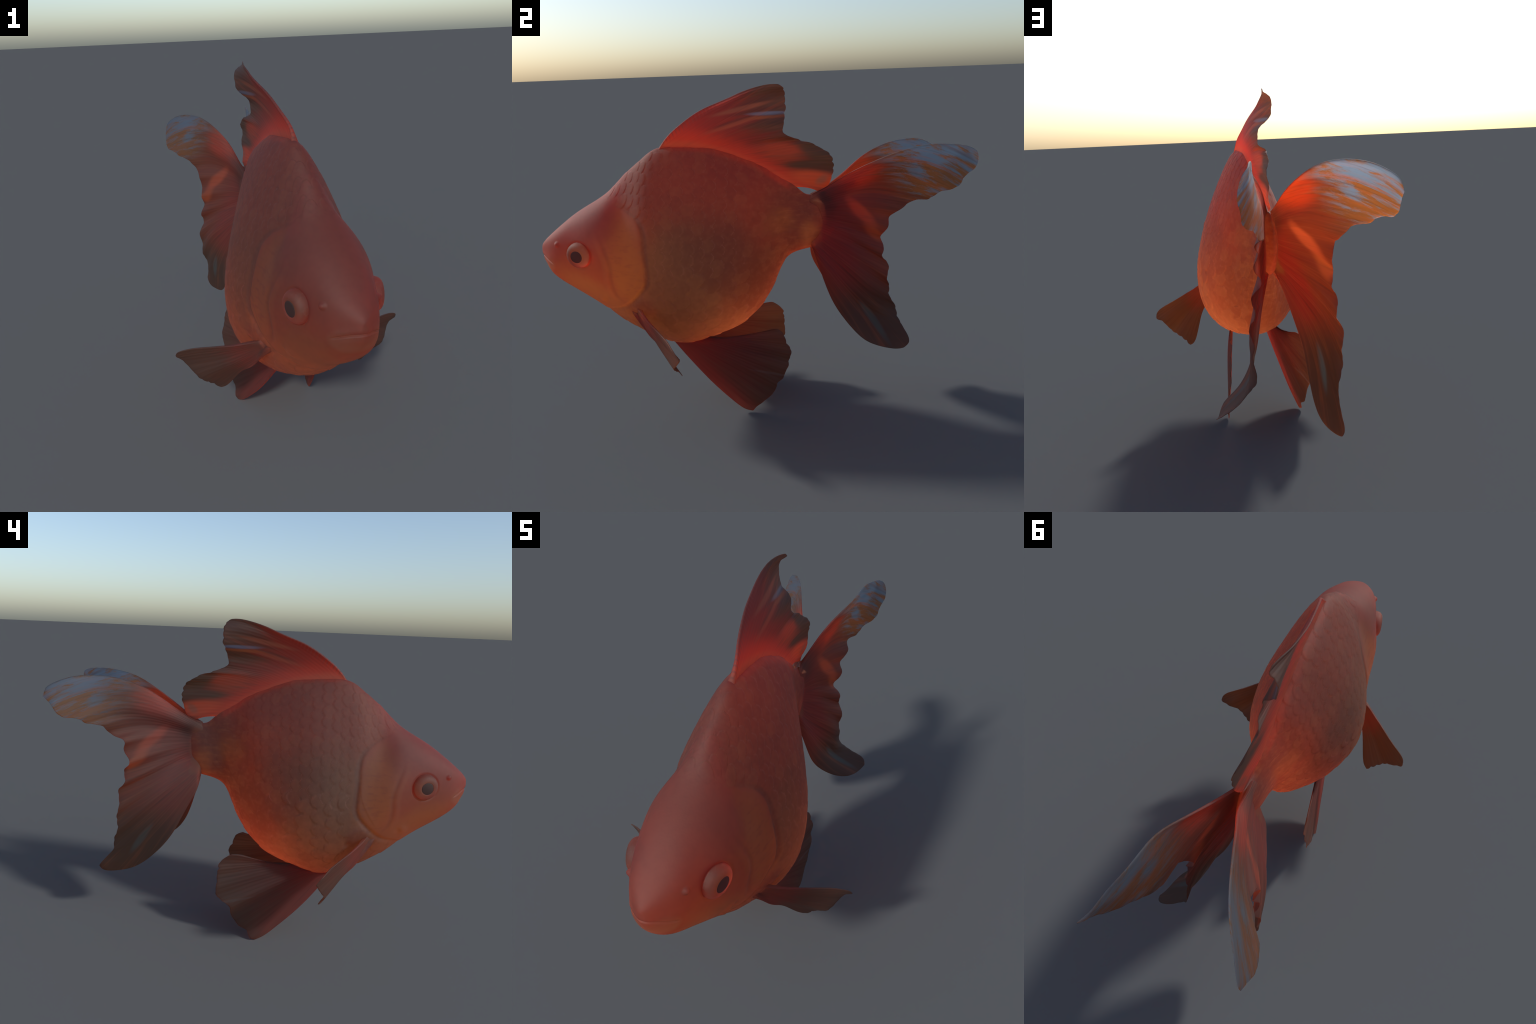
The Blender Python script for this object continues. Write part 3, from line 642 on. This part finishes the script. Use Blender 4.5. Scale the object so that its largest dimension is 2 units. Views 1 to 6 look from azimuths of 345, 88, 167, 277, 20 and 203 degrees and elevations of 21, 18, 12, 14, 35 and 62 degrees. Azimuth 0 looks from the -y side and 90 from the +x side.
fin('belly_fin',
    [[(-0.080, -0.425, 0.400)] + PL[1:7]] +
    [[q, *[tuple(np.array(s) + np.array((0.006, 0, 0.012)) * w) for s, w in zip(mid(q, PL[i], 0.35, 0.7), (1, .7))], PL[i]]
     for q, i in (((-0.082, -0.41, 0.400), 9), ((-0.084, -0.385, 0.400), 12), ((-0.087, -0.36, 0.400), 16))] +
    [[(-0.089, -0.335, 0.395)] + PL[24:18:-1]],
    PL[6:20], [0, 3, 6, 10, 13], BELLYFIN, 240, 90, 0.006, 0.04, scallop=(0.004, 11), flute_n=22,
    ripple=lambda v, r: 0.003 * r ** 3 * np.sin(2 * np.pi * 5.5 * v))

# breast fins, alike on both sides
for s in (1, -1):
    X = lambda pts: [(s * (p[0]), p[1], p[2]) for p in pts]
    rim = X([(0.483, -0.350, 0.498), (0.490, -0.337, 0.481), (0.486, -0.331, 0.468), (0.472, -0.331, 0.457), (0.450, -0.339, 0.434), (0.422, -0.362, 0.393),
             (0.400, -0.368, 0.369), (0.371, -0.359, 0.345), (0.341, -0.348, 0.317), (0.328, -0.345, 0.301), (0.314, -0.354, 0.301)])
    fin('breast_fin',
        [X([(0.165, -0.545, 0.600), (0.230, -0.522, 0.586), (0.277, -0.492, 0.568), (0.317, -0.464, 0.556), (0.383, -0.415, 0.537), (0.433, -0.382, 0.523), (0.470, -0.361, 0.508), (0.483, -0.350, 0.498)]),
         X([(0.160, -0.560, 0.595), (0.230, -0.512, 0.550), (0.310, -0.452, 0.502), (0.450, -0.339, 0.434)]),
         X([(0.155, -0.575, 0.590), (0.215, -0.514, 0.515), (0.290, -0.445, 0.440), (0.371, -0.359, 0.345)]),
         X([(0.150, -0.590, 0.585), (0.184, -0.566, 0.550), (0.206, -0.519, 0.488), (0.224, -0.494, 0.459), (0.246, -0.459, 0.430), (0.276, -0.404, 0.360), (0.300, -0.366, 0.312), (0.314, -0.354, 0.301)])],
        rim, [0, 4, 7, 10], BREASTFIN, 140, 80, 0.010, 0.055, scallop=(0.006, 7), flute_n=14,
        ripple=lambda v, r: 0.002 * r ** 3 * np.sin(2 * np.pi * 2.5 * v))

# --- the skin, cut into its regions; what lies inside a fin root is left out ---
V, faces, vn, cen = BODY
gd, gs = line_distance(cen[:, 1], cen[:, 2], [(-0.72, 1.14)] + GILL + [(-0.80, 0.44)])
cd, cs = line_distance(cen[:, 1], cen[:, 2], [(-0.72, 1.06)] + CHEEK + [(-0.62, 0.59)])
region = np.full(len(faces), 2)
region[gd > 0] = 0
region[(gd > 0) & (cd < 0) & (np.abs(cen[:, 0] - .004) > 0.06) & (cen[:, 1] > -0.70)] = 1
region[(region == 1) & (cen[:, 0] < 0)] = 4
region[cen[:, 1] + 0.3 * (cen[:, 2] - 0.95) > 0.14] = 3
owner = np.concatenate([OWNER.ravel(), [-1, -1]]); rimness = np.concatenate([RIMNESS.ravel(), [0, 0]])
corner = np.array([min(q) for q in faces])
f_owner = np.where(region == 2, owner[corner], -1)
f_rim = np.where(owner[corner] >= 0, (rimness[corner] > 0.80).astype(int) + ((rimness[corner] > 0.90) & (np.array([c_[2] for c_ in CELLS])[owner[corner]] < 0.075)), 0)
tone = np.where(rng.random(len(CELLS)) < np.where(np.array([c_[2] for c_ in CELLS]) > 0.075, 0.75, 0.35), rng.choice([3, 4], len(CELLS)), 0)
plain = (f_owner >= 0) & (f_rim == 0)
f_rim[plain] = tone[f_owner[plain]]
for e_ in EYES:                                                           # the eyeballs take the place of skin there
    d_ = cen - e_; n_ = np.array((np.sign(e_[0]) * 0.955, -0.27, -0.03)); n_ /= np.linalg.norm(n_)
    hgt = d_ @ n_; rad = np.linalg.norm(d_ - hgt[:, None] * n_, axis=1)
    region[(rad < 0.056) & (np.abs(hgt) < 0.05)] = 9
region[np.array([BURIED[list(q)].all() for q in faces])] = 9
f_owner[region == 9] = -1
count = np.bincount(f_owner[f_owner >= 0], minlength=len(CELLS))
area = np.array([c_[2] * c_[3] for c_ in CELLS]) * (count > 12)
biggest = set(np.argsort(-area)[:300].tolist())
order = np.argsort(f_owner, kind='stable'); starts = np.searchsorted(f_owner[order], np.arange(len(CELLS) + 1))
pieces = [(np.where((region == r_) & (f_owner < 0))[0], nm) for r_, nm in ((0, 'head'), (1, 'gill_cover'), (4, 'gill_cover'), (2, 'torso'), (3, 'tail_stalk'))]
pieces += [(order[starts[k]:starts[k + 1]], 'scale') for k in range(len(CELLS)) if k in biggest]
pieces.append((np.array([i for k in range(len(CELLS)) if k not in biggest for i in order[starts[k]:starts[k + 1]]]), 'small_scales'))
for idx, nm in pieces:
    used = sorted({v for i in idx for v in faces[i]})
    back = {v: k for k, v in enumerate(used)}
    o = mesh_object(nm, V[used], [tuple(back[v] for v in faces[i]) for i in idx], [SKIN, SCALE, RIM] + SHADES, fish, True, f_rim[idx].tolist())
    if nm == 'small_scales': o['kind'] = 'stuff'
    o.data.normals_split_custom_set_from_vertices(vn[used].tolist())
D.meshes.remove(whole)
